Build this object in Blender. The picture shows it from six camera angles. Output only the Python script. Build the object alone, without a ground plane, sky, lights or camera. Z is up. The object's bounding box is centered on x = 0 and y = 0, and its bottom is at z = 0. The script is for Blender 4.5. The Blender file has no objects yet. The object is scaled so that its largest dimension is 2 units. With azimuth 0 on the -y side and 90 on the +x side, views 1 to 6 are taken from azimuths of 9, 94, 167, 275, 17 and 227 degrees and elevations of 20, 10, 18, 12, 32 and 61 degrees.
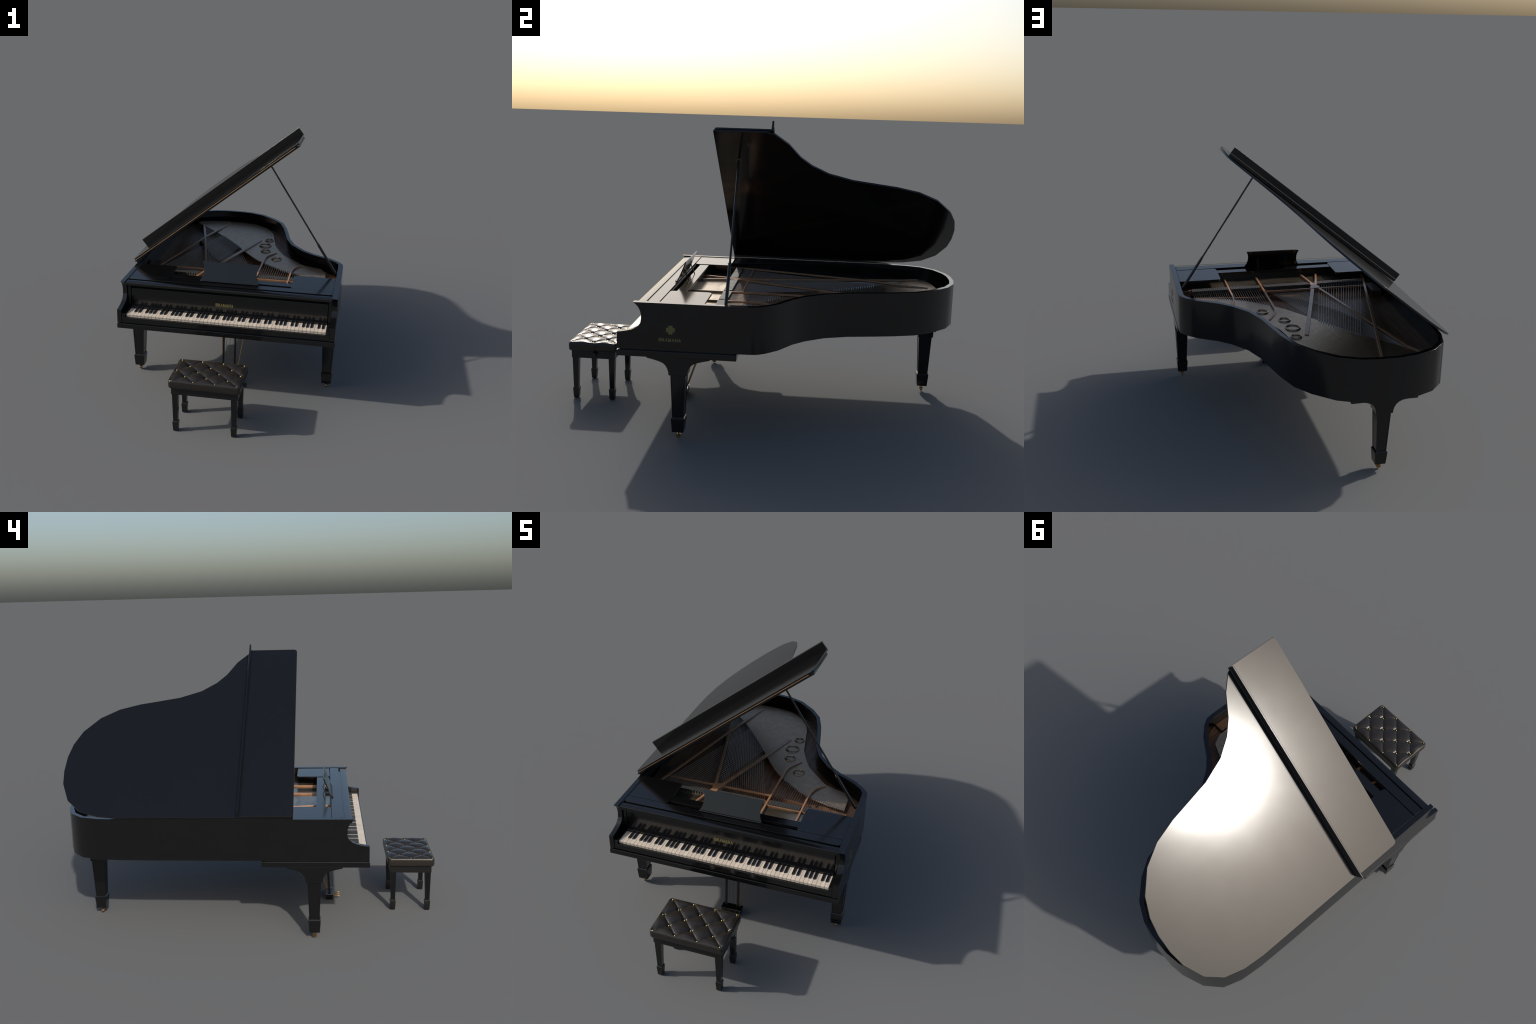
import bpy, bmesh, math, random
from mathutils import Vector, Matrix, Euler

rng = random.Random(7)
COL = bpy.context.scene.collection


# ------------------------------------------------------------------ materials
def new_mat(name):
    m = bpy.data.materials.new(name)
    m.use_nodes = True
    nt = m.node_tree
    return m, nt, nt.nodes["Principled BSDF"]


def node(nt, kind, **kw):
    n = nt.nodes.new(kind)
    for k, v in kw.items():
        if k in n.inputs:
            n.inputs[k].default_value = v
        else:
            setattr(n, k, v)
    return n


def noise_ramp(nt, scale, stops, detail=4.0, stretch=(1, 1, 1), distort=0.0):
    """Noise on object coordinates through a colour ramp."""
    tc = node(nt, "ShaderNodeTexCoord")
    mp = node(nt, "ShaderNodeMapping")
    mp.inputs["Scale"].default_value = stretch
    nz = node(nt, "ShaderNodeTexNoise", Scale=scale, Detail=detail, Distortion=distort)
    rp = node(nt, "ShaderNodeValToRGB")
    nt.links.new(tc.outputs["Object"], mp.inputs["Vector"])
    nt.links.new(mp.outputs["Vector"], nz.inputs["Vector"])
    nt.links.new(nz.outputs["Fac"], rp.inputs["Fac"])
    els = rp.color_ramp.elements
    while len(els) < len(stops):
        els.new(0.5)
    for e, (p, c) in zip(els, stops):
        e.position = p
        e.color = (*c, 1) if len(c) == 3 else (c[0],) * 3 + (1,)
    return nz, rp


def add_bump(nt, bsdf, src, strength, dist):
    b = node(nt, "ShaderNodeBump", Strength=strength, Distance=dist)
    nt.links.new(src, b.inputs["Height"])
    nt.links.new(b.outputs["Normal"], bsdf.inputs["Normal"])


def lacquer(name, base, rough, spec=0.5):
    m, nt, b = new_mat(name)
    b.inputs["Base Color"].default_value = (*base, 1)
    b.inputs["Specular IOR Level"].default_value = spec
    nz, rp = noise_ramp(nt, 9.0, [(0.3, (rough - 0.003,)), (0.7, (rough + 0.003,))], detail=2)
    nt.links.new(rp.outputs["Color"], b.inputs["Roughness"])
    return m


def make_metal(name, dark, light, rough, scale=60, metallic=1.0, bump=0.0, spec=0.5):
    m, nt, b = new_mat(name)
    nz, rp = noise_ramp(nt, scale, [(0.3, dark), (0.7, light)])
    nt.links.new(rp.outputs["Color"], b.inputs["Base Color"])
    b.inputs["Metallic"].default_value = metallic
    b.inputs["Specular IOR Level"].default_value = spec
    b.inputs["Roughness"].default_value = rough
    if bump:
        add_bump(nt, b, nz.outputs["Fac"], bump, 0.002)
    return m


def build_materials():
    M = {}
    M["black"] = lacquer("black_lacquer", (0.0042, 0.0042, 0.0043), 0.137, 0.60)
    M["black_satin"] = lacquer("black_satin_wood", (0.007, 0.007, 0.0072), 0.34)
    M["ebony"] = lacquer("ebony_key", (0.009, 0.009, 0.010), 0.30)
    M["felt"] = lacquer("black_felt", (0.048, 0.046, 0.044), 0.6, 0.4)  # felt lightened to grey for the sky sheen on the damper tops

    # tufted leather: very dark brown, fine creasing
    m, nt, b = new_mat("black_leather")
    nz, rp = noise_ramp(nt, 130, [(0.3, (0.017, 0.0140, 0.0110)), (0.7, (0.026, 0.0215, 0.0170))], detail=6)
    nt.links.new(rp.outputs["Color"], b.inputs["Base Color"])
    b.inputs["Roughness"].default_value = 0.265
    nz2 = node(nt, "ShaderNodeTexNoise", Scale=55.0, Detail=5.0)
    tc = node(nt, "ShaderNodeTexCoord")
    nt.links.new(tc.outputs["Object"], nz2.inputs["Vector"])
    add_bump(nt, b, nz2.outputs["Fac"], 0.25, 0.0015)
    M["leather"] = m

    # ivory keys, slightly varied from key to key, faint grain along the key
    m, nt, b = new_mat("ivory_key")
    nz, rp = noise_ramp(nt, 40, [(0.3, (0.64, 0.545, 0.435)), (0.7, (0.74, 0.645, 0.535))], stretch=(6, 1, 1))
    oi = node(nt, "ShaderNodeObjectInfo")
    mr = node(nt, "ShaderNodeMapRange")
    mr.inputs["To Min"].default_value = 0.9
    mr.inputs["To Max"].default_value = 1.06
    nt.links.new(oi.outputs["Random"], mr.inputs["Value"])
    mx = node(nt, "ShaderNodeVectorMath", operation="SCALE")
    nt.links.new(rp.outputs["Color"], mx.inputs[0])
    nt.links.new(mr.outputs["Result"], mx.inputs["Scale"])
    nt.links.new(mx.outputs["Vector"], b.inputs["Base Color"])
    b.inputs["Roughness"].default_value = 0.38
    M["ivory"] = m

    M["brass"] = make_metal("brass", (0.30, 0.185, 0.08), (0.45, 0.28, 0.125), 0.34)
    M["button"] = make_metal("brass_button", (0.44, 0.33, 0.10), (0.58, 0.44, 0.15), 0.30)
    M["hinge"] = make_metal("hinge_brass", (0.26, 0.14, 0.06), (0.40, 0.22, 0.10), 0.5, scale=140, metallic=0.75)
    M["bronze"] = make_metal("bronze_frame", (0.31, 0.155, 0.075), (0.39, 0.20, 0.10), 0.24, scale=25, metallic=0.0, spec=1.0)
    M["gilt"] = make_metal("gilt_lettering", (0.165, 0.14, 0.045), (0.22, 0.188, 0.062), 0.5, scale=200, metallic=0.2)
    M["steel"] = make_metal("string_steel", (0.48, 0.42, 0.36), (0.60, 0.53, 0.46), 0.30)
    M["wound"] = make_metal("copper_wound_string", (0.36, 0.30, 0.25), (0.46, 0.39, 0.33), 0.30)
    M["pin"] = make_metal("hitch_pin_steel", (0.45, 0.5, 0.56), (0.6, 0.65, 0.72), 0.25)

    # cast plate: mottled warm grey-brown
    m, nt, b = new_mat("cast_iron_plate")
    nz, rp = noise_ramp(nt, 34, [(0.28, (0.295, 0.200, 0.120)), (0.55, (0.355, 0.248, 0.153)), (0.75, (0.41, 0.295, 0.187))], detail=9)
    nt.links.new(rp.outputs["Color"], b.inputs["Base Color"])
    b.inputs["Metallic"].default_value = 0.7
    b.inputs["Specular IOR Level"].default_value = 1.0
    b.inputs["Roughness"].default_value = 0.265
    nz2 = node(nt, "ShaderNodeTexNoise", Scale=190.0, Detail=4.0)
    tc = node(nt, "ShaderNodeTexCoord")
    nt.links.new(tc.outputs["Object"], nz2.inputs["Vector"])
    add_bump(nt, b, nz2.outputs["Fac"], 0.5, 0.0012)
    M["plate"] = m

    # worn pin-block area in front of the dampers
    m, nt, b = new_mat("worn_bronze_plate")
    nz, rp = noise_ramp(nt, 7, [(0.30, (0.13, 0.100, 0.066)), (0.5, (0.30, 0.245, 0.172)), (0.75, (0.40, 0.335, 0.245))],
                        detail=7, stretch=(0.8, 2.2, 1), distort=0.6)
    nt.links.new(rp.outputs["Color"], b.inputs["Base Color"])
    b.inputs["Metallic"].default_value = 0.85
    b.inputs["Roughness"].default_value = 0.17
    M["pinblock"] = m

    # soundboard, bridge and brown strip: grain along y
    def wood(name, a, c, rough, scale):
        m, nt, b = new_mat(name)
        nz, rp = noise_ramp(nt, scale, [(0.3, a), (0.7, c)], detail=8, stretch=(7, 0.7, 3), distort=0.4)
        nt.links.new(rp.outputs["Color"], b.inputs["Base Color"])
        b.inputs["Roughness"].default_value = rough
        b.inputs["Specular IOR Level"].default_value = 0.32
        return m
    M["soundboard"] = wood("soundboard_wood", (0.13, 0.064, 0.030), (0.26, 0.135, 0.066), 0.36, 9)
    M["liner"] = wood("liner_wood", (0.10, 0.046, 0.02), (0.18, 0.085, 0.038), 0.4, 14)
    M["dark_wood"] = wood("dark_brown_wood", (0.045, 0.023, 0.012), (0.085, 0.043, 0.021), 0.4, 14)
    return M


M = build_materials()


# ------------------------------------------------------------------ geometry helpers
def empty(name, loc, label, category):
    o = bpy.data.objects.new(name, None)
    o.location = loc
    o.empty_display_size = 0.1
    o["label"], o["category"] = label, category
    COL.objects.link(o)
    return o


def origin_of(o):
    """World position of an object's origin (only translations are used in this scene)."""
    v = Vector(o.location)
    if o.parent is not None:
        v += o.matrix_parent_inverse.translation + origin_of(o.parent)
    return v


def place(o, parent):
    """Parent while keeping the object's coordinates in world space."""
    COL.objects.link(o)
    if parent is not None:
        o.parent = parent
        o.matrix_parent_inverse = Matrix.Translation(-origin_of(parent))
    return o


def finish(bm, name, mat, parent, angle=40, bevel=0.0, segs=2, smooth=True):
    bmesh.ops.remove_doubles(bm, verts=bm.verts, dist=1e-6)
    bmesh.ops.recalc_face_normals(bm, faces=bm.faces)
    me = bpy.data.meshes.new(name)
    bm.to_mesh(me)
    bm.free()
    me.materials.append(mat)
    if smooth:
        me.shade_smooth()
        me.set_sharp_from_angle(angle=math.radians(angle))
    o = bpy.data.objects.new(name, me)
    if bevel:
        md = o.modifiers.new("edge", "BEVEL")
        md.width, md.segments, md.limit_method = bevel, segs, "ANGLE"
        md.angle_limit = math.radians(50)
        md.harden_normals = True
    return place(o, parent)


def again(o, parent, loc=(0, 0, 0), rot=(0, 0, 0)):
    """A repeat that shares the mesh; loc is an offset in world space."""
    c = o.copy()
    c.location = Vector(o.location) + Vector(loc)
    c.rotation_euler = rot
    COL.objects.link(c)
    return c


def add_prism(bm, pts, axis, a, b, frame=None):
    """Polygon of 2D points extruded along an axis from a to b.
    axis x: pts are (y, z); y: (x, z); z: (x, y)."""
    def to3(p, t):
        if axis == "x":
            v = Vector((t, p[0], p[1]))
        elif axis == "y":
            v = Vector((p[0], t, p[1]))
        else:
            v = Vector((p[0], p[1], t))
        return frame(v) if frame else v
    lo = [bm.verts.new(to3(p, a)) for p in pts]
    hi = [bm.verts.new(to3(p, b)) for p in pts]
    n = len(pts)
    bm.faces.new(lo)
    bm.faces.new(hi[::-1])
    for i in range(n):
        j = (i + 1) % n
        bm.faces.new((lo[i], hi[i], hi[j], lo[j]))


def add_box(bm, x, y, z, frame=None):
    add_prism(bm, [(x[0], y[0]), (x[1], y[0]), (x[1], y[1]), (x[0], y[1])], "z", z[0], z[1], frame)


def add_loft(bm, rings, caps=True):
    """Rings of equal point count joined into a skin."""
    vs = [[bm.verts.new(p) for p in r] for r in rings]
    n = len(vs[0])
    for a, b in zip(vs, vs[1:]):
        for i in range(n):
            j = (i + 1) % n
            bm.faces.new((a[i], a[j], b[j], b[i]))
    if caps:
        bm.faces.new(vs[0][::-1])
        bm.faces.new(vs[-1])


def add_rod(bm, a, b, r, n=10, r2=None):
    a, b = Vector(a), Vector(b)
    d = (b - a).normalized()
    u = d.orthogonal().normalized()
    w = d.cross(u)
    r2 = r if r2 is None else r2
    rings = []
    for p, rr in ((a, r), (b, r2)):
        rings.append([p + rr * (math.cos(t) * u + math.sin(t) * w) for t in (2 * math.pi * i / n for i in range(n))])
    add_loft(bm, rings)


def square(cx, cy, z, h, k=None):
    k = h if k is None else k
    return [Vector((cx - h, cy - k, z)), Vector((cx + h, cy - k, z)), Vector((cx + h, cy + k, z)), Vector((cx - h, cy + k, z))]


def add_ribbon(bm, path, w, z0, z1):
    """Bar of width w following a 2D path, from z0 to z1 (each a number or a list per point)."""
    n = len(path)
    P = [Vector(p) for p in path]
    left, right = [], []
    for i in range(n):
        t = (P[min(i + 1, n - 1)] - P[max(i - 1, 0)]).normalized()
        nn = Vector((-t.y, t.x))
        left.append(P[i] + nn * w / 2)
        right.append(P[i] - nn * w / 2)
    zz = lambda z, i: z[i] if isinstance(z, (list, tuple)) else z
    rings = []
    for i in range(n):
        rings.append([Vector((*left[i], zz(z0, i))), Vector((*right[i], zz(z0, i))),
                      Vector((*right[i], zz(z1, i))), Vector((*left[i], zz(z1, i)))])
    add_loft(bm, rings)


def rounded_rect(x0, x1, y0, y1, r, which=(1, 1, 1, 1), n=5):
    """Corner order: (x0,y0) (x1,y0) (x1,y1) (x0,y1); which = corners that are rounded."""
    out = []
    for (cx, cy, a0, flag) in ((x0, y0, 180, which[0]), (x1, y0, 270, which[1]), (x1, y1, 0, which[2]), (x0, y1, 90, which[3])):
        if not flag:
            out.append((cx, cy))
            continue
        ox = cx + (r if cx == x0 else -r)
        oy = cy + (r if cy == y0 else -r)
        for i in range(n + 1):
            a = math.radians(a0 + 90 * i / n)
            out.append((ox + r * math.cos(a), oy + r * math.sin(a)))
    return out


def offset_open(path, d):
    """Offset an open 2D polyline to its left by d (mitred)."""
    P = [Vector(p) for p in path]
    out = []
    for i, p in enumerate(P):
        ns = []
        if i > 0:
            t = (p - P[i - 1]).normalized()
            ns.append(Vector((-t.y, t.x)))
        if i < len(P) - 1:
            t = (P[i + 1] - p).normalized()
            ns.append(Vector((-t.y, t.x)))
        m = sum(ns, Vector((0, 0))) / len(ns)
        out.append(tuple(p + m * d / max(m.length_squared, 0.3)))
    return out


# ------------------------------------------------------------------ key dimensions
Z_RIM0, Z_RIM1 = 0.432, 0.651          # case bottom and top
XL, XR = -0.591, 0.635                 # outer sides
XLI, XRI = -0.566, 0.605               # inner sides
ARM_Y = -0.20                          # where the plain rim meets the scrolled arms
Z_BOARD = 0.555                        # soundboard
Z_PLATE = 0.590                        # top of the iron plate

# outline of the case seen from above, right side to left side, round the tail
RIM = [(XR, ARM_Y), (0.6335, -0.02), (0.628, 0.018), (0.602, 0.056), (0.546, 0.108), (0.440, 0.169), (0.375, 0.224),
       (0.303, 0.316), (0.257, 0.430), (0.231, 0.550), (0.205, 0.658), (0.166, 0.772), (0.102, 0.858),
       (0.006, 0.943), (-0.090, 0.985), (-0.180, 0.9975), (-0.285, 0.9975), (-0.366, 0.983), (-0.473, 0.939),
       (-0.545, 0.869), (-0.576, 0.775), (-0.587, 0.660), (XL, 0.45), (XL, ARM_Y)]
RIM_IN = offset_open(RIM, 0.0225)
RIM_IN[0], RIM_IN[1], RIM_IN[2] = (XRI, ARM_Y), (XRI, -0.02), (0.601, 0.012)
RIM_IN[-1], RIM_IN[-2] = (XLI, ARM_Y), (XLI, 0.45)

piano = empty("grand_piano", (0.02, 0.1, 0), "black grand piano with raised lid and open keyboard", "piano")
stool = empty("piano_stool", (-0.005, -0.87, 0), "black padded piano stool with tufted seat", "piano stool")


# ------------------------------------------------------------------ case
def build_case():
    bm = bmesh.new()
    n = len(RIM)
    ob = [bm.verts.new((x, y, Z_RIM0)) for x, y in RIM]
    ot = [bm.verts.new((x, y, Z_RIM1)) for x, y in RIM]
    ib = [bm.verts.new((x, y, Z_RIM0)) for x, y in RIM_IN]
    it = [bm.verts.new((x, y, Z_RIM1)) for x, y in RIM_IN]
    for i in range(n - 1):
        j = i + 1
        bm.faces.new((ob[i], ob[j], ot[j], ot[i]))
        bm.faces.new((it[i], it[j], ib[j], ib[i]))
        bm.faces.new((ot[i], ot[j], it[j], it[i]))
        bm.faces.new((ib[i], ib[j], ob[j], ob[i]))
    # scrolled arms: profile in (y, z), a concave cove between the top tip and the low key-end
    prof = [(ARM_Y, Z_RIM0), (-0.619, Z_RIM0), (-0.619, 0.510), (-0.600, 0.5125), (-0.575, 0.517), (-0.552, 0.523), (-0.534, 0.531),
            (-0.519, 0.543), (-0.511, 0.557), (-0.508, 0.575), (-0.5085, 0.593), (-0.513, 0.612), (-0.522, 0.629),
            (-0.533, 0.641), (-0.546, Z_RIM1), (ARM_Y, Z_RIM1)]
    for xo, xi in ((XR, XRI), (XL, XLI)):
        a = [bm.verts.new((xo, *p)) for p in prof]
        b = [bm.verts.new((xi, *p)) for p in prof]
        bm.faces.new(a)
        bm.faces.new(b[::-1])
        for i in range(len(prof) - 1):
            bm.faces.new((a[i], b[i], b[i + 1], a[i + 1]))
    finish(bm, "case_rim", M["black"], piano, angle=46, bevel=0.0008, segs=1)

    # closed bottom under the rim
    bm = bmesh.new()
    inner = offset_open(RIM, 0.012)
    add_prism(bm, inner, "z", Z_RIM0 + 0.003, Z_RIM0 + 0.012)
    add_box(bm, (XL + 0.012, XR - 0.012), (-0.600, ARM_Y), (Z_RIM0 + 0.0025, Z_RIM0 + 0.0115))
    finish(bm, "case_bottom", M["black_satin"], piano, smooth=False)

    # key bed: proud ledge under the arms with a dark shadow gap above it
    bm = bmesh.new()
    add_box(bm, (-0.5930, 0.6370), (-0.6215, -0.0725), (0.398, 0.4270))
    finish(bm, "key_bed", M["black"], piano, bevel=0.0028, segs=2)
    bm = bmesh.new()
    add_box(bm, (-0.583, 0.627), (-0.608, -0.085), (0.4265, 0.4345))
    finish(bm, "key_bed_spacer", M["black_satin"], piano, smooth=False)

    # key slip in front of the keys, with cheek blocks at both ends
    bm = bmesh.new()
    add_box(bm, (XLI + 0.0005, XRI - 0.0005), (-0.6165, -0.600), (0.4325, 0.4635))
    finish(bm, "key_slip", M["black"], piano, bevel=0.0015)
    for x0, x1 in ((XLI + 0.0008, -0.5445), (0.5865, XRI - 0.0008)):
        bm = bmesh.new()
        add_box(bm, (x0, x1), (-0.6155, -0.507), (0.4640, 0.4865))
        finish(bm, "cheek_block", M["black"], piano, bevel=0.002)


# ------------------------------------------------------------------ fallboard and top panels
def build_fallboard():
    bm = bmesh.new()
    # sloping board that carries the name; its foot stands behind the keys
    add_prism(bm, [(-0.5000, 0.4800), (-0.4985, 0.5985), (-0.480, 0.5985), (-0.480, 0.4800)], "x", -0.5435, 0.5835)
    board = finish(bm, "fallboard", M["black"], piano, bevel=0.002)
    bm = bmesh.new()
    add_box(bm, (-0.5445, 0.5845), (-0.5170, -0.5003), (0.470, 0.4925))
    finish(bm, "fallboard_rail", M["black"], board, bevel=0.0015)
    for x0, x1 in ((XLI + 0.0008, -0.5475), (0.5875, XRI - 0.0008)):
        bm = bmesh.new()
        add_prism(bm, [(-0.505, 0.4875), (-0.4935, 0.6275), (-0.44, 0.6275), (-0.44, 0.4875)], "x", x0, x1)
        finish(bm, "fallboard_cheek", M["black"], board, bevel=0.0015)
    # dark interior wall behind the fallboard
    bm = bmesh.new()
    add_box(bm, (XLI + 0.001, XRI - 0.001), (-0.476, -0.470), (0.470, 0.626))
    finish(bm, "fallboard_backing", M["black_satin"], board, smooth=False)
    return board


def build_top_panels():
    # front rail with a nosed edge, undercut below
    bm = bmesh.new()
    add_prism(bm, [(-0.4960, 0.6455), (-0.5285, 0.6455), (-0.5320, 0.6440), (-0.5335, 0.6415), (-0.5330, 0.6260), (-0.5310, 0.6235),
                   (-0.480, 0.6235), (-0.480, 0.6365), (-0.4960, 0.6365)], "x", XLI + 0.0006, XRI - 0.0006)
    rail = finish(bm, "front_rail", M["black"], piano, angle=35)
    # hinged strip behind the rail, rounded at its front corners
    bm = bmesh.new()
    add_prism(bm, rounded_rect(-0.5590, 0.6000, -0.4855, -0.4325, 0.016, (1, 1, 0, 0)), "z", 0.634, 0.6490)
    finish(bm, "folding_strip", M["black"], rail, bevel=0.001)
    # floor of the grooves
    bm = bmesh.new()
    add_box(bm, (XLI + 0.0007, XRI - 0.0007), (-0.479, -0.4285), (0.6285, 0.6365))
    for x0, x1 in ((XLI + 0.0007, -0.5600), (0.6010, XRI - 0.0007)):
        add_box(bm, (x0, x1), (-0.4955, -0.2285), (0.6367, 0.6482))
    finish(bm, "rail_support", M["black_satin"], rail, smooth=False)
    # side panels with rounded corners beside the slot, and the strip behind the slot
    bm = bmesh.new()
    add_prism(bm, rounded_rect(0.3625, 0.6002, -0.4285, -0.2265, 0.020, (1, 0, 0, 1)), "z", 0.6375, 0.6478)
    finish(bm, "side_panel", M["black"], piano, bevel=0.001)
    bm = bmesh.new()
    add_prism(bm, rounded_rect(-0.5593, -0.338, -0.4285, -0.2265, 0.020, (0, 1, 1, 0)), "z", 0.6375, 0.6478)
    finish(bm, "side_panel", M["black"], piano, bevel=0.001)
    bm = bmesh.new()
    add_box(bm, (-0.352, 0.376), (-0.4005, -0.3505), (0.629, 0.6370))
    add_box(bm, (-0.3372, 0.3617), (-0.4005, -0.3505), (0.6371, 0.6450))
    finish(bm, "desk_shelf", M["black"], piano, bevel=0.001)
    bm = bmesh.new()
    add_box(bm, (XLI + 0.001, XRI - 0.001), (-0.357, -0.352), (0.592, 0.6285))
    finish(bm, "desk_shelf_wall", M["black_satin"], piano, smooth=False)


# ------------------------------------------------------------------ lettering
def letter_strokes(ch):
    """Serif capital in a unit box: strokes as ((x0,y0),(x1,y1),width)."""
    T, t = 0.26, 0.15
    serif = lambda x, y: ((x - 0.16, y), (x + 0.16, y), 0.07)
    if ch == "B":
        return [((0.15, 0), (0.15, 1), T), ((0.0, 0.96), (0.62, 0.96), t), ((0.15, 0.52), (0.66, 0.52), t), ((0, 0.04), (0.66, 0.04), t),
                ((0.66, 0.55), (0.66, 0.95), T), ((0.72, 0.05), (0.72, 0.5), T)], 0.85
    if ch == "R":
        return [((0.15, 0), (0.15, 1), T), ((0.0, 0.96), (0.62, 0.96), t), ((0.15, 0.5), (0.66, 0.5), t), ((0.66, 0.52), (0.66, 0.95), T),
                ((0.42, 0.5), (0.80, 0.0), T), serif(0.15, 0.03), ((0.72, 0.03), (0.95, 0.03), 0.07)], 0.92
    if ch == "A":
        return [((0.12, 0), (0.46, 1), t), ((0.46, 1), (0.80, 0), T), ((0.25, 0.34), (0.68, 0.34), t), serif(0.12, 0.03), serif(0.80, 0.03)], 0.95
    if ch == "M":
        return [((0.14, 0), (0.16, 1), t), ((0.18, 1), (0.52, 0.05), T), ((0.52, 0.05), (0.86, 1), t), ((0.90, 0), (0.90, 1), T),
                serif(0.14, 0.03), serif(0.90, 0.03), ((0.02, 0.97), (0.22, 0.97), 0.07), ((0.84, 0.97), (1.04, 0.97), 0.07)], 1.08
    if ch == "H":
        return [((0.16, 0), (0.16, 1), T), ((0.74, 0), (0.74, 1), T), ((0.16, 0.5), (0.74, 0.5), t),
                serif(0.16, 0.03), serif(0.74, 0.03), serif(0.16, 0.97), serif(0.74, 0.97)], 0.92
    return [], 0.5


def build_word(word, origin, right, up, width, height, parent):
    out = right.cross(up).normalized()
    gap = 0.10
    total = sum(letter_strokes(c)[1] for c in word) + gap * (len(word) - 1)
    sx = width / total
    bm = bmesh.new()
    x = 0.0
    k = 0
    for c in word:
        st, adv = letter_strokes(c)
        for (a, b, w) in st:
            A = Vector((x + a[0], a[1]))
            B = Vector((x + b[0], b[1]))
            d = (B - A)
            nrm = Vector((-d.y, d.x)).normalized() * w / 2
            k += 1
            lift = 0.0006 + 0.00002 * (k % 9)
            corners = [A + nrm, A - nrm, B - nrm, B + nrm]
            P = [origin + right * (p.x * sx) + up * (p.y * height) for p in corners]
            add_loft(bm, [[p - out * 0.0010 for p in P], [p + out * lift for p in P]])
        x += adv + gap
    return finish(bm, "lettering", M["gilt"], parent, smooth=False)


def build_emblem(parent):
    # four-lobed cross on the right-hand side of the case
    cy, cz, R = -0.3735, 0.529, 0.0205
    prof = []
    a, r = 0.0098, 0.004
    for q in range(4):
        c, s = math.cos(math.pi / 2 * q), math.sin(math.pi / 2 * q)
        lobe = [(a, a), (R - r, a + 0.0008), (R - 0.0008, a - 0.0018), (R, 0.0), (R - 0.0008, -(a - 0.0018)), (R - r, -(a + 0.0008))]
        lobe = [(u, -v) for u, v in lobe]
        for u, v in lobe:
            prof.append((cy + u * c - v * s, cz + u * s + v * c))
    bm = bmesh.new()
    add_prism(bm, prof, "x", XR - 0.001, XR + 0.0007)
    # fine raised tracery
    for d in (-0.0045, 0.0045):
        add_box(bm, (XR, XR + 0.0012), (cy + d - 0.0008, cy + d + 0.0008), (cz - R * 0.9, cz + R * 0.9))
        add_box(bm, (XR, XR + 0.0013), (cy - R * 0.9, cy + R * 0.9), (cz + d - 0.0008, cz + d + 0.0008))
    finish(bm, "emblem", M["gilt"], parent, smooth=False)


# ------------------------------------------------------------------ keyboard
N_WHITE, KEY_X0, KEY_W = 53, -0.542, 0.02125


def build_keyboard():
    kb = bmesh.new()
    add_box(kb, (KEY_X0, KEY_X0 + N_WHITE * KEY_W), (-0.600, -0.505), (0.440, 0.4665))
    base = finish(kb, "keyboard", M["black_satin"], piano, smooth=False)
    g = 0.0007
    bm = bmesh.new()
    add_box(bm, (g, KEY_W - g), (-0.6055, -0.518), (0.4645, 0.4752))
    add_box(bm, (g, KEY_W - g), (-0.6080, -0.518), (0.4750, 0.4812))
    first = finish(bm, "white_key", M["ivory"], base, bevel=0.0006, segs=1)
    first.location.x = KEY_X0
    for i in range(1, N_WHITE):
        again(first, base, (i * KEY_W, 0, rng.uniform(-0.0002, 0.0002)))
    bm = bmesh.new()
    w0, w1 = 0.0064, 0.0056
    rings = []
    for (y, z, w) in ((-0.5735, 0.4805, w0), (-0.5715, 0.4855, w1), (-0.5680, 0.4875, w1), (-0.5180, 0.4875, w1)):
        rings.append((y, z, w))
    vs = []
    for y, z, w in rings:
        vs.append((bm.verts.new((-w0, min(y, -0.518), 0.479)), bm.verts.new((-w, y, z)), bm.verts.new((w, y, z)), bm.verts.new((w0, min(y, -0.518), 0.479))))
    for a, b in zip(vs, vs[1:]):
        for i in range(3):
            bm.faces.new((a[i], a[i + 1], b[i + 1], b[i]))
    bm.faces.new(vs[0])
    bm.faces.new(vs[-1])
    bk = finish(bm, "black_key", M["ebony"], base, bevel=0.0008)
    shift = {0: -0.0012, 1: 0.0012, 3: -0.0016, 4: 0.0, 5: 0.0016}
    done = False
    for i in range(1, N_WHITE - 1):
        k = (i - 1) % 7
        if k in shift:
            x = KEY_X0 + (i + 1) * KEY_W + shift[k]
            if not done:
                bk.location.x = x
                done = True
            else:
                again(bk, base, (x - bk.location.x, 0, 0))


# ------------------------------------------------------------------ inside of the case
PLATE_EDGE = [(0.534, -0.098), (0.437, -0.080), (0.369, -0.058), (0.310, -0.033), (0.255, -0.003), (0.200, 0.040), (0.134, 0.091),
              (0.067, 0.160), (-0.003, 0.257), (-0.060, 0.340), (-0.155, 0.472), (-0.239, 0.583), (-0.294, 0.653), (-0.347, 0.707), (-0.417, 0.790)]
PLATE_BACK = [(-0.470, 0.845), (-0.452, 0.880), (-0.360, 0.905), (-0.247, 0.918), (-0.135, 0.910), (-0.042, 0.887), (0.042, 0.820), (0.085, 0.757), (0.113, 0.670),
              (0.135, 0.560), (0.160, 0.440), (0.194, 0.354), (0.243, 0.259), (0.327, 0.168), (0.374, 0.117), (0.500, 0.066), (0.530, 0.008)]


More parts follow.
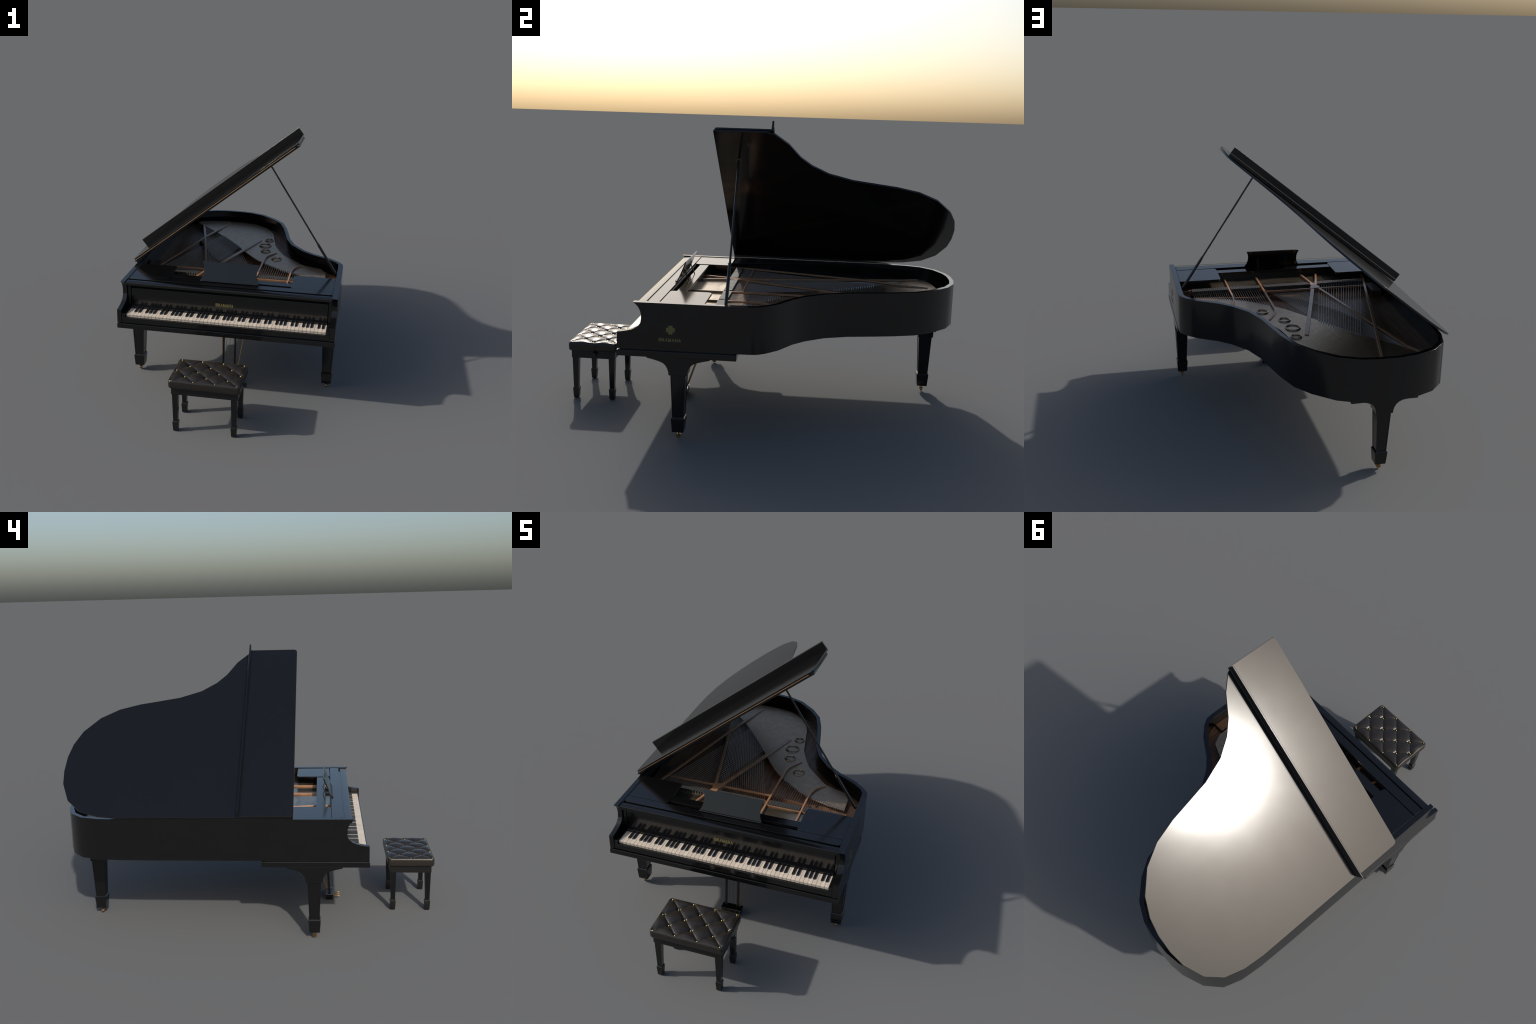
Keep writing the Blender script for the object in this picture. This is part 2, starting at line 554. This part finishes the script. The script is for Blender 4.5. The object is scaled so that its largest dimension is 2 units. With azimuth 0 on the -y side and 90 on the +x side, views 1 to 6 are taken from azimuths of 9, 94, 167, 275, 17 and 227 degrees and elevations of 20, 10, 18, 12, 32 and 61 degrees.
def edge_x(y):
    """x of the plate's free edge at a given y."""
    for (x0, y0), (x1, y1) in zip(PLATE_EDGE, PLATE_EDGE[1:]):
        if y0 <= y <= y1:
            return x0 + (x1 - x0) * (y - y0) / (y1 - y0)
    return -9


def edge_y(x):
    for (x0, y0), (x1, y1) in zip(PLATE_EDGE, PLATE_EDGE[1:]):
        if x1 <= x <= x0:
            return y0 + (y1 - y0) * (x0 - x) / (x0 - x1)
    return 0.0


def hit_edge(x0, y0, slope):
    """Follow x = x0 + slope*(y-y0) until it meets the plate edge."""
    y = y0
    while y < 0.785:
        y += 0.002
        ex = edge_x(y)
        if ex > -5 and x0 + slope * (y - y0) >= ex:
            break
    return x0 + slope * (y - y0), y


def build_inside():
    bm = bmesh.new()
    add_prism(bm, offset_open(RIM, 0.018), "z", Z_BOARD - 0.012, Z_BOARD)
    add_box(bm, (XLI - 0.003, XRI + 0.003), (-0.46, ARM_Y), (Z_BOARD - 0.0125, Z_BOARD - 0.0003))
    finish(bm, "soundboard", M["soundboard"], piano, smooth=False)

    # thin brown strip round the inside of the rim at soundboard level
    bm = bmesh.new()
    a = offset_open(RIM, 0.021)
    b = offset_open(RIM, 0.0265)
    a[0], b[0] = (XRI + 0.001, ARM_Y), (XRI - 0.004, ARM_Y)
    a[1], b[1] = (XRI + 0.001, -0.02), (XRI - 0.004, -0.02)
    ring = []
    for (p, q) in zip(a, b):
        ring.append([Vector((*p, Z_BOARD - 0.002)), Vector((*q, Z_BOARD - 0.002)), Vector((*q, Z_BOARD + 0.005)), Vector((*p, Z_BOARD + 0.008))])
    add_loft(bm, ring)
    finish(bm, "rim_brown_strip", M["dark_wood"], piano, angle=40)

    # wood blocks at the treble end, and the dark block at the bass side
    bm = bmesh.new()
    add_box(bm, (0.5485, XRI - 0.0006), (-0.225, -0.02), (Z_BOARD - 0.002, 0.576))
    finish(bm, "treble_block", M["dark_wood"], piano, bevel=0.002)
    bm = bmesh.new()
    add_box(bm, (-0.556, -0.497), (-0.16, -0.012), (Z_BOARD - 0.002, 0.597))
    finish(bm, "bass_block", M["dark_wood"], piano, bevel=0.002)

    # iron plate: tail field and pin-block field
    bm = bmesh.new()
    add_prism(bm, PLATE_EDGE + PLATE_BACK, "z", Z_PLATE - 0.008, Z_PLATE)
    plate = finish(bm, "iron_plate", M["plate"], piano, bevel=0.0015)
    bm = bmesh.new()
    add_box(bm, (XLI + 0.001, XRI - 0.001), (-0.455, -0.196), (0.568, 0.5945))
    finish(bm, "pin_block", M["pinblock"], plate, bevel=0.001)

    # raised resonance rings
    for x, y, ro in ((0.200, 0.186, 0.0355), (0.109, 0.320, 0.0350), (0.0905, 0.4305, 0.0435), (0.101, 0.5445, 0.0320)):
        bm = bmesh.new()
        n = 40
        prof = [(ro, -0.002), (ro - 0.002, 0.0035), (ro - 0.0045, 0.0062), (ro - 0.0085, 0.0062), (ro - 0.0105, 0.003), (ro - 0.011, -0.002)]
        rings = []
        for r, h in prof:
            rings.append([Vector((x + r * math.cos(t), y + r * math.sin(t), Z_PLATE + h)) for t in (2 * math.pi * i / n for i in range(n))])
        add_loft(bm, rings, caps=False)
        finish(bm, "resonance_ring", M["plate"], plate, angle=50)

    # bracing struts
    def strut(path, w, z0=0.5955, z1=0.6035):
        bm = bmesh.new()
        add_ribbon(bm, path, w, z0, z1)
        finish(bm, "plate_strut", M["bronze"], plate, angle=30, bevel=0.0015)
    strut([(0.322, -0.452), (0.322, -0.20), (0.321, -0.05), (0.325, -0.005), (0.333, 0.030), (0.352, 0.066), (0.384, 0.098)], 0.0105, [0.5935, 0.5935, 0.5935, 0.593, 0.590, 0.588, 0.586],
          [0.6035, 0.6035, 0.603, 0.603, 0.602, 0.600, 0.594])
    strut([(0.1285, -0.452), (0.1275, -0.10), (0.1275, 0.165), (0.131, 0.200), (0.140, 0.226), (0.185, 0.303)], 0.0115, [0.5935, 0.5935, 0.5935, 0.591, 0.588, 0.586],
          [0.6045, 0.6045, 0.603, 0.602, 0.600, 0.594])
    strut([(-0.1585, -0.105), (-0.1500, -0.070), (0.0435, 0.535)], 0.0215, [0.596, 0.596, 0.586], [0.605, 0.605, 0.5945])
    strut([(-0.198, -0.100), (-0.331, 0.470), (-0.405, 0.760), (-0.455, 0.838)], 0.015, [0.597, 0.594, 0.590, 0.586], [0.6050, 0.602, 0.598, 0.594])
    strut([(-0.540, -0.340), (-0.478, -0.095), (-0.333, 0.494), (-0.236, 0.872)], 0.014, [0.5935, 0.598, 0.596, 0.586], [0.6065, 0.6065, 0.6045, 0.595])
    # cross bars over the dampers' rear side and in front of the treble dampers
    strut([(0.1215, -0.1055), (-0.150, -0.1065)], 0.0085, 0.591, 0.6022)
    strut([(-0.196, -0.105), (-0.474, -0.1065)], 0.0085, 0.591, 0.6022)
    strut([(0.3165, -0.1985), (0.134, -0.1995)], 0.0085, 0.588, 0.6018)
    strut([(0.556, -0.1985), (0.3275, -0.1985)], 0.0085, 0.588, 0.6018)
    # hub where the struts meet, with two legs running forward
    bm = bmesh.new()
    add_prism(bm, [(-0.208, -0.098), (-0.205, -0.125), (-0.196, -0.165), (-0.176, -0.190), (-0.162, -0.180), (-0.160, -0.140), (-0.145, -0.112), (-0.150, -0.092)],
              "z", 0.583, 0.6068)
    finish(bm, "plate_hub", M["bronze"], plate, bevel=0.002)
    strut([(-0.178, -0.172), (-0.151, -0.360), (-0.146, -0.452)], 0.0125, 0.5935, 0.6058)
    strut([(-0.192, -0.150), (-0.247, -0.350), (-0.268, -0.452)], 0.0125, 0.5935, 0.6055)

    # long bridge on the soundboard
    bm = bmesh.new()
    add_ribbon(bm, [(0.535, -0.128), (0.42, -0.118), (0.30, -0.098), (0.175, -0.076), (0.06, -0.085), (-0.06, -0.02), (-0.22, 0.20), (-0.38, 0.52)], 0.012, Z_BOARD - 0.001, 0.5775)
    finish(bm, "bridge", M["liner"], piano, angle=40, bevel=0.001)

    # damper row, one set of strings and hitch pins to go with it
    bm = bmesh.new()
    add_box(bm, (-0.5, 0.5), (-0.5, 0.5), (0.0, 1.0))
    d0 = finish(bm, "damper", M["felt"], None, bevel=0.0)
    bpy.data.objects.remove(d0)
    dmesh = bpy.data.meshes["damper"]

    def damper(x, y, w, skew):
        o = bpy.data.objects.new("damper", dmesh)
        place(o, piano)
        o.location = Vector((x, y, 0.583))
        o.scale = (w, 0.043, 0.0235 + rng.uniform(-0.0006, 0.0006))
        o.rotation_euler = (0, 0, skew)
        return o

    def string(a, b, r, mat):
        bm = bmesh.new()
        add_rod(bm, a, b, r, 6)
        finish(bm, "string", mat, piano, angle=80)

    bm = bmesh.new()
    add_rod(bm, (0, 0, -0.002), (0, 0, 0.0060), 0.0030, 8, 0.0024)
    p0 = finish(bm, "hitch_pin", M["pin"], None)
    bpy.data.objects.remove(p0)
    pmesh = bpy.data.meshes["hitch_pin"]

    def pin(x, y):
        o = bpy.data.objects.new("hitch_pin", pmesh)
        place(o, piano)
        o.location = Vector((x, y, Z_PLATE))

    # treble: strings run straight back
    for x0, x1, n in ((0.533, 0.337, 18), (0.307, 0.148, 13)):
        for i in range(n):
            x = x0 + (x1 - x0) * i / (n - 1)
            damper(x, -0.1800, abs(x1 - x0) / (n - 1) * 0.87, 0.0)
            y = edge_y(x) + 0.006
            string((x, -0.165, 0.5935), (x, y, 0.5935), 0.0008, M["steel"])
            pin(x, y)
    # tenor: strings lean to the left, passing under the bass strings
    n = 23
    for i in range(n):
        f = i / (n - 1)
        x = 0.110 - 0.262 * f
        damper(x, -0.1830, 0.262 / (n - 1) * 0.87, math.atan(0.30 + 0.06 * f))
        s = -(0.345 - 0.085 * f ** 2.2)
        xe, ye = hit_edge(x + 0.03 * s, -0.15, s)
        string((x, -0.165, 0.5895), (xe, ye, 0.5868), 0.0009, M["steel"])
    # bass: overstrung, leaning to the right
    n = 18
    for i in range(n):
        f = i / (n - 1)
        x = -0.222 - 0.262 * f
        damper(x, -0.1900, 0.262 / (n - 1) * 0.87, -math.atan(0.30))
        s = 0.285 + 0.055 * f
        xe, ye = hit_edge(x, -0.18, s)
        string((x, -0.18, 0.5975), (xe + s * 0.006, ye + 0.006, 0.5945), 0.0011, M["wound"])
        pin(xe + s * 0.006, ye + 0.006)


# ------------------------------------------------------------------ lid
LID_A = math.radians(38.2)
HINGE = Vector((-0.596, 0, 0.657))
LID_D = Vector((math.cos(LID_A), 0, math.sin(LID_A)))
LID_N = Vector((-math.sin(LID_A), 0, math.cos(LID_A)))
LID = [(1.223, -0.237), (1.223, 0.012), (1.206, 0.052), (1.134, 0.114), (1.032, 0.169), (0.965, 0.223), (0.898, 0.308),
       (0.848, 0.428), (0.823, 0.540), (0.799, 0.652), (0.760, 0.767), (0.694, 0.867), (0.594, 0.947), (0.498, 0.985),
       (0.408, 0.9995), (0.310, 0.9995), (0.222, 0.987), (0.113, 0.941), (0.042, 0.866), (0.010, 0.766), (-0.001, 0.655), (-0.002, -0.237)]


def lid_frame(v):
    """(s along the slope, y, height above the lid's lower face) to world."""
    return HINGE + LID_D * v.x + Vector((0, v.y, 0)) + LID_N * v.z


def build_lid():
    bm = bmesh.new()
    add_prism(bm, LID, "z", 0.0, 0.0100, lid_frame)
    lid = finish(bm, "lid", M["black"], piano, angle=25, bevel=0.0008, segs=1)
    # front flap folded back on top of the lid
    bm = bmesh.new()
    add_prism(bm, rounded_rect(-0.003, 1.2245, -0.2385, 0.044, 0.020, (1, 1, 0, 0)), "z", 0.0122, 0.0215, lid_frame)
    finish(bm, "lid_flap", M["black"], lid, angle=25, bevel=0.0008, segs=1)
    # moulded lip on the flap's free edge
    bm = bmesh.new()
    add_prism(bm, [(0.0328, 0.0210), (0.0455, 0.0210), (0.0455, 0.0290), (0.0430, 0.0320), (0.0430, 0.0660), (0.0415, 0.0685), (0.0350, 0.0685), (0.0335, 0.0660)],
              "x", -0.004, 1.2250, lambda v: lid_frame(Vector((v.x, v.y, v.z))))
    finish(bm, "lid_lip", M["black"], lid, angle=25, bevel=0.0006, segs=1)
    # dark strip modelled to block the sky glint on the bass-side rim top
    bm = bmesh.new()
    add_ribbon(bm, [(-0.5885, -0.236), (-0.5885, 0.45), (-0.5850, 0.66), (-0.5815, 0.700)], 0.004, 0.6515, [0.6640, 0.6640, 0.6565, 0.6525])
    finish(bm, "rim_glint_blocker", M["black_satin"], lid, smooth=False)
    # brass piano hinge along the front fold
    bm = bmesh.new()
    add_rod(bm, lid_frame(Vector((0.012, -0.2360, 0.0111))), lid_frame(Vector((1.196, -0.2360, 0.0111))), 0.0030, 10)
    add_prism(bm, rounded_rect(0.012, 1.196, -0.2380, -0.215, 0.002, (0, 0, 0, 0)), "z", 0.0102, 0.0120, lid_frame)
    finish(bm, "lid_hinge", M["hinge"], lid, angle=40)

    # prop stick: stout lower part, slim upper part, brass cup on the lid
    knee, foot, top = Vector((0.483, -0.130, 0.818)), Vector((0.598, -0.130, 0.640)), Vector((0.1930, -0.134, 1.2700))
    d = (knee - foot).normalized()
    bm = bmesh.new()
    add_rod(bm, foot, knee - d * 0.006, 0.0078, 14)
    add_rod(bm, knee - d * 0.006, knee + d * 0.008, 0.0078, 14, 0.0053)
    prop = finish(bm, "lid_prop", M["black"], piano, angle=40)
    bm = bmesh.new()
    add_rod(bm, knee - d * 0.01, top, 0.0051, 12)
    finish(bm, "lid_prop_rod", M["black"], prop, angle=60)
    bm = bmesh.new()
    c = HINGE + LID_D * ((top - HINGE).dot(LID_D)) + Vector((0, top.y, 0))
    n = 24
    rings = []
    for r, h in ((0.0105, 0.001), (0.0105, -0.0035), (0.0085, -0.0045), (0.0070, -0.0035), (0.0070, 0.001)):
        rings.append([c + LID_N * h + r * (math.cos(t) * LID_D + math.sin(t) * Vector((0, 1, 0))) for t in (2 * math.pi * i / n for i in range(n))])
    add_loft(bm, rings, caps=False)
    finish(bm, "prop_cup", M["brass"], prop, angle=50)
    bm = bmesh.new()
    w = d.cross(Vector((0, 1, 0)))
    add_rod(bm, knee - d * 0.002 - Vector((0, 0.0095, 0)), knee - d * 0.002 + Vector((0, 0.0095, 0)), 0.0028, 10)
    finish(bm, "prop_pivot", M["brass"], prop)


# ------------------------------------------------------------------ music desk
def build_music_desk():
    base, lean = Vector((0, -0.437, 0.650)), Vector((0, 0.0445, 0.1065))
    u = lean.normalized()
    out = Vector((0, -u.z, u.y))
    H = lean.length
    # half width by height fraction: waisted sides, flared corners
    wide = [(0.0, 0.1700), (0.03, 0.1690), (0.08, 0.1645), (0.22, 0.1570), (0.38, 0.1535), (0.55, 0.1520), (0.70, 0.1530), (0.84, 0.1570), (0.95, 0.1620), (0.985, 0.1640), (1.0, 0.1625)]
    cx = 0.0148
    prof = [(cx + w, h * H) for h, w in wide] + [(cx - w, h * H) for h, w in reversed(wide)]
    bm = bmesh.new()
    fr = lambda v: base + Vector((v.x, 0, 0)) + u * v.y + out * v.z
    add_prism(bm, prof, "z", -0.0055, 0.0, fr)
    desk = finish(bm, "music_desk", M["black"], piano, angle=30, bevel=0.0012)
    bm = bmesh.new()
    add_prism(bm, [(cx - 0.165, 0.0), (cx + 0.165, 0.0), (cx + 0.165, 0.0055), (cx - 0.165, 0.0055)], "z", 0.0002, 0.0085, fr)
    finish(bm, "desk_ledge", M["black"], desk, bevel=0.001)
    for x in (0.106, -0.067):
        bm = bmesh.new()
        a, b = Vector((x, -0.4105, 0.7050)), Vector((x, -0.3860, 0.6445))
        t = (b - a).normalized()
        n = Vector((0, -t.z, t.y)) * 0.0018
        w = Vector((0.0055, 0, 0))
        add_loft(bm, [[p - w - n, p + w - n, p + w + n, p - w + n] for p in (a, b)])
        finish(bm, "desk_leg", M["black"], desk, bevel=0.0006)


# ------------------------------------------------------------------ legs
def leg_body(cx, cy, z0, z1, h0, h1, name, parent, panel=True):
    bm = bmesh.new()
    add_loft(bm, [square(cx, cy, z0, h0), square(cx, cy, z1, h1)])
    if panel:
        bm.faces.ensure_lookup_table()
        sides = [f for f in bm.faces if abs(f.normal.z) < 0.6]
        bmesh.ops.recalc_face_normals(bm, faces=bm.faces)
        bmesh.ops.inset_individual(bm, faces=sides, thickness=0.0055, depth=0.0)
        bmesh.ops.inset_individual(bm, faces=sides, thickness=0.0015, depth=-0.0016)
    return finish(bm, name, M["black"], parent, angle=30, bevel=0.0 if panel else 0.001)


def build_caster(cx, cy, parent, along_x):
    bm = bmesh.new()
    add_rod(bm, (cx, cy, 0.0385), (cx, cy, 0.0270), 0.0100, 14, 0.0085)
    ax = Vector((0, 1, 0)) if along_x else Vector((1, 0, 0))
    c = Vector((cx, cy, 0.0115))
    add_rod(bm, c - ax * 0.0050, c + ax * 0.0050, 0.0115, 20)
    for s in (-1, 1):
        q = c + ax * s * 0.0070
        add_rod(bm, q + Vector((0, 0, 0.0005)), q + Vector((0, 0, 0.0190)), 0.0018, 8)
    add_rod(bm, c - ax * 0.0085, c + ax * 0.0085, 0.0032, 10)
    finish(bm, "caster", M["brass"], parent, angle=40)


def build_leg(cx, cy, bracket_axis):
    # bracket profile: wide scroll shoulder, drawn along its axis
    half = [(0.0425, 0.3135), (0.0445, 0.3300), (0.0495, 0.3460), (0.0580, 0.3600), (0.0700, 0.3705), (0.0880, 0.3780), (0.1100, 0.3840), (0.1450, 0.3920)]
    zt = 0.3985 if bracket_axis == "y" else 0.4100
    c = cy if bracket_axis == "y" else cx
    prof = [(c + a, z) for a, z in half] + [(c + 0.146, zt), (c - 0.146, zt)] + [(c - a, z) for a, z in reversed(half)]
    bm = bmesh.new()
    if bracket_axis == "y":
        add_prism(bm, prof, "x", cx - 0.0400, cx + 0.0400)
    else:
        add_prism(bm, [(a, z + 0.0075) for a, z in prof], "y", cy - 0.0410, cy + 0.0410)
        add_box(bm, (cx - 0.168, cx + 0.168), (cy - 0.0405, cy + 0.0365), (0.3870, Z_RIM0 + 0.004))
    dz = 0.0 if bracket_axis == "y" else 0.007
    leg = finish(bm, "leg", M["black"], piano, angle=35, bevel=0.0015)
    leg_body(cx, cy, 0.1020, 0.3150 + dz, 0.0262, 0.0350, "leg_shaft", leg)
    # cuff with chamfered shoulder
    bm = bmesh.new()
    add_loft(bm, [square(cx, cy, 0.0360, 0.0270), square(cx, cy, 0.1000, 0.0318), square(cx, cy, 0.1040, 0.0310), square(cx, cy, 0.1085, 0.0270)])
    finish(bm, "leg_cuff", M["black"], leg, angle=25, bevel=0.001)
    build_caster(cx, cy, leg, bracket_axis == "x")


# ------------------------------------------------------------------ pedal lyre
def build_lyre():
    x0, x1 = -0.0385, 0.0690
    bm = bmesh.new()
    rings = []
    for z, e in ((0.0020, 0.0), (0.0260, 0.0), (0.0300, 0.0035), (0.0335, 0.0045), (0.0365, 0.0030)):
        rings.append([Vector((x0 - e, -0.4400 - e, z)), Vector((x1 + e, -0.4400 - e, z)), Vector((x1 + e, -0.4020 + e, z)), Vector((x0 - e, -0.4020 + e, z))])
    # sunk top
    rings.append([Vector((x0 + 0.006, -0.4340, 0.0365)), Vector((x1 - 0.006, -0.4340, 0.0365)), Vector((x1 - 0.006, -0.4080, 0.0365)), Vector((x0 + 0.006, -0.4080, 0.0365))])
    rings.append([Vector((x0 + 0.008, -0.4320, 0.0300)), Vector((x1 - 0.008, -0.4320, 0.0300)), Vector((x1 - 0.008, -0.4100, 0.0300)), Vector((x0 + 0.008, -0.4100, 0.0300))])
    add_loft(bm, rings)
    lyre = finish(bm, "pedal_lyre", M["black"], piano, angle=30)
    for x, yb, yt in ((-0.0195, -0.4230, -0.3950), (0.0495, -0.4200, -0.4050)):
        bm = bmesh.new()
        add_loft(bm, [square(x, yb, 0.026, 0.0052), square(x, yt, 0.400, 0.0052)])
        finish(bm, "lyre_post", M["black"], lyre, angle=30, bevel=0.001)
    bm = bmesh.new()
    add_box(bm, (-0.07, 0.11), (-0.44, -0.36), (0.388, 0.3985))
    finish(bm, "lyre_block", M["black"], lyre, bevel=0.002)
    for x in (-0.0010, 0.0190, 0.0370):
        bm = bmesh.new()
        add_rod(bm, (x - 0.001, -0.410, 0.028), (x, -0.410, 0.392), 0.0010, 8)
        finish(bm, "pedal_rod", M["brass"], lyre)
    for xb, xt in ((-0.0180, -0.0610), (0.0545, 0.1010)):
        bm = bmesh.new()
        add_rod(bm, (xb, -0.409, 0.030), (xt, -0.282, 0.400), 0.0026, 10)
        finish(bm, "lyre_brace", M["brass"], lyre)
    for x in (-0.0140, 0.0150, 0.0440):
        bm = bmesh.new()
        pts = [(-0.436, 0.0175), (-0.452, 0.0190), (-0.464, 0.0195), (-0.474, 0.0185), (-0.481, 0.0165)]
        wid = [0.0030, 0.0032, 0.0042, 0.0056, 0.0046]
        rings = []
        for (y, z), w in zip(pts, wid):
            rings.append([Vector((x - w, y, z - 0.0022)), Vector((x + w, y, z - 0.0022)), Vector((x + w * 0.8, y, z + 0.0026)), Vector((x - w * 0.8, y, z + 0.0026))])
        add_loft(bm, rings)
        finish(bm, "pedal", M["brass"], lyre, angle=60, bevel=0.0008)


# ------------------------------------------------------------------ stool
SX0, SX1, SY0, SY1 = -0.1975, 0.1870, -1.0000, -0.7430
BUT_X0, BUT_DX, BUT_Y0, BUT_DY = -0.1775, 0.1147, -0.9895, 0.0587


def tuft(x, y):
    """Height of the diamond-tufted top relative to the crease level."""
    a = (x - BUT_X0) / BUT_DX
    b = (y - BUT_Y0) / (2 * BUT_DY)
    u, v = a + b, a - b
    puff = (abs(math.sin(math.pi * u)) * abs(math.sin(math.pi * v))) ** 0.42
    # pit round the nearest button
    d2 = 9.0
    for row in range(5):
        off = 0.5 if row % 2 else 0.0
        k = round((x - BUT_X0) / BUT_DX - off)
        k = max(0, min(3 - row % 2, k))
        dx = x - (BUT_X0 + (k + off) * BUT_DX)
        dy = y - (BUT_Y0 + row * BUT_DY)
        d2 = min(d2, dx * dx + dy * dy)
    pit = math.exp(-d2 / (0.0105 ** 2))
    return 0.0115 * puff - 0.0050 - 0.0085 * pit


def build_stool():
    root = stool
    nx, ny, R, rc = 150, 104, 0.0060, 0.018
    cx, cy = (SX0 + SX1) / 2, (SY0 + SY1) / 2
    hx, hy = (SX1 - SX0) / 2, (SY1 - SY0) / 2

    def to_round(px, py, inset):
        """Map the square [-1,1]^2 to a rectangle with rounded corners, inset from the outline."""
        ax, ay = hx - inset, hy - inset
        x, y = px * ax, py * ay
        r = max(rc - inset, 0.004)
        ex, ey = abs(x) - (ax - r), abs(y) - (ay - r)
        if ex > 0 and ey > 0:
            m = max(ex, ey)
            l = math.hypot(ex, ey)
            k = m / l
            x = math.copysign(ax - r + ex * k, x)
            y = math.copysign(ay - r + ey * k, y)
        return x, y

    bm = bmesh.new()
    grid = []
    warp = lambda t: math.copysign(1 - (1 - abs(t)) ** 1.12, t)
    for j in range(ny + 1):
        row = []
        for i in range(nx + 1):
            px, py = warp(2 * i / nx - 1), warp(2 * j / ny - 1)
            x, y = to_round(px, py, 0.0035)
            e = min((1 - abs(px)) * hx, (1 - abs(py)) * hy)
            roll = 0.0
            if e < R:
                roll = R - math.sqrt(max(R * R - (R - e) ** 2, 0.0))
            fade = max(0.0, min(1.0, (e - 0.002) / 0.020)) ** 0.8
            wob = 0.0006 * math.sin(63 * x + 4 * y) * math.sin(71 * y)
            z = 0.3095 + (tuft(cx + x, cy + y) + wob) * fade - 0.55 * roll
            row.append(bm.verts.new((cx + x, cy + y, z)))
        grid.append(row)
    for j in range(ny):
        for i in range(nx):
            bm.faces.new((grid[j][i], grid[j][i + 1], grid[j + 1][i + 1], grid[j + 1][i]))
    # border loop, then side wall rows
    loop = grid[0][:] + [grid[j][nx] for j in range(1, ny + 1)] + [grid[ny][i] for i in range(nx - 1, -1, -1)] + [grid[j][0] for j in range(ny - 1, 0, -1)]
    params = [(warp(2 * i / nx - 1), -1) for i in range(nx + 1)] + [(1, warp(2 * j / ny - 1)) for j in range(1, ny + 1)] + \
             [(warp(2 * i / nx - 1), 1) for i in range(nx - 1, -1, -1)] + [(-1, warp(2 * j / ny - 1)) for j in range(ny - 1, 0, -1)]
    prev = loop
    n = len(loop)
    for inset, z in ((0.0008, 0.3040), (0.0, 0.3000), (0.0, 0.2760), (0.0010, 0.2690), (0.0035, 0.2645), (0.0085, 0.2618), (0.016, 0.2612)):
        cur = []
        for (px, py) in params:
            x, y = to_round(px, py, inset)
            cur.append(bm.verts.new((cx + x, cy + y, z)))
        for i in range(n):
            j = (i + 1) % n
            bm.faces.new((prev[i], cur[i], cur[j], prev[j]))
        prev = cur
    bm.faces.new(prev)
    seat = finish(bm, "seat_cushion", M["leather"], root, angle=70)

    # brass buttons
    bm = bmesh.new()
    rings = []
    for r, h in ((0.0050, -0.003), (0.0050, 0.0008), (0.0042, 0.0028), (0.0024, 0.0041), (0.0006, 0.0045)):
        rings.append([Vector((r * math.cos(t), r * math.sin(t), h)) for t in (2 * math.pi * i / 14 for i in range(14))])
    add_loft(bm, rings)
    b0 = finish(bm, "button", M["button"], None, angle=60)
    bpy.data.objects.remove(b0)
    bmesh_data = bpy.data.meshes["button"]
    for row in range(5):
        for k in range(4 - row % 2):
            x = BUT_X0 + (k + 0.5 * (row % 2)) * BUT_DX
            y = BUT_Y0 + row * BUT_DY
            o = bpy.data.objects.new("button", bmesh_data)
            place(o, seat)
            edge = min(x - SX0, SX1 - x, y - SY0, SY1 - y)
            o.location = Vector((x, y, 0.3012 if edge > 0.03 else 0.3048))

    bm = bmesh.new()
    add_box(bm, (-0.1830, 0.1735), (-0.9850, -0.7570), (0.2225, 0.2632))
    finish(bm, "seat_frame", M["black_satin"], root, bevel=0.002)
    for x in (-0.1625, 0.1520):
        for y in (-0.9665, -0.7755):
            leg = leg_body(x, y, 0.0560, 0.2240, 0.0122, 0.0163, "stool_leg", root, panel=False)
            bm = bmesh.new()
            add_loft(bm, [square(x, y, 0.0, 0.0122), square(x, y, 0.0035, 0.0130), square(x, y, 0.0535, 0.0158), square(x, y, 0.0560, 0.0152), square(x, y, 0.0585, 0.0126)])
            finish(bm, "leg_cuff", M["black_satin"], leg, angle=25, bevel=0.0006)
    # height knob on the right side
    bm = bmesh.new()
    add_rod(bm, (0.170, -0.862, 0.2505), (0.190, -0.862, 0.2505), 0.0050, 12)
    add_rod(bm, (0.186, -0.862, 0.2505), (0.1975, -0.862, 0.2505), 0.0125, 20, 0.0110)
    finish(bm, "height_knob", M["black_satin"], root, angle=40, bevel=0.001)


build_case()
fallboard = build_fallboard()
build_top_panels()
face_r = Vector((1, 0, 0))
face_u = Vector((0, 0.0015, 0.1185)).normalized()
fb = lambda z: -0.5000 + 0.0015 * (z - 0.4800) / 0.1185
build_word("BRAMAHA", Vector((-0.0505, fb(0.5285), 0.5285)), face_r, face_u, 0.1020, 0.0185, fallboard)
side = build_word("BRAMAHA", Vector((XR, -0.4270, 0.4750)), Vector((0, 1, 0)), Vector((0, 0, 1)), 0.1020, 0.0145, piano)
build_emblem(piano)
build_keyboard()
build_inside()
build_lid()
build_music_desk()
build_leg(-0.5500, -0.3395, "y")
build_leg(0.5890, -0.3395, "y")
build_leg(-0.2480, 0.8740, "x")
build_lyre()
build_stool()
bpy.context.view_layer.update()
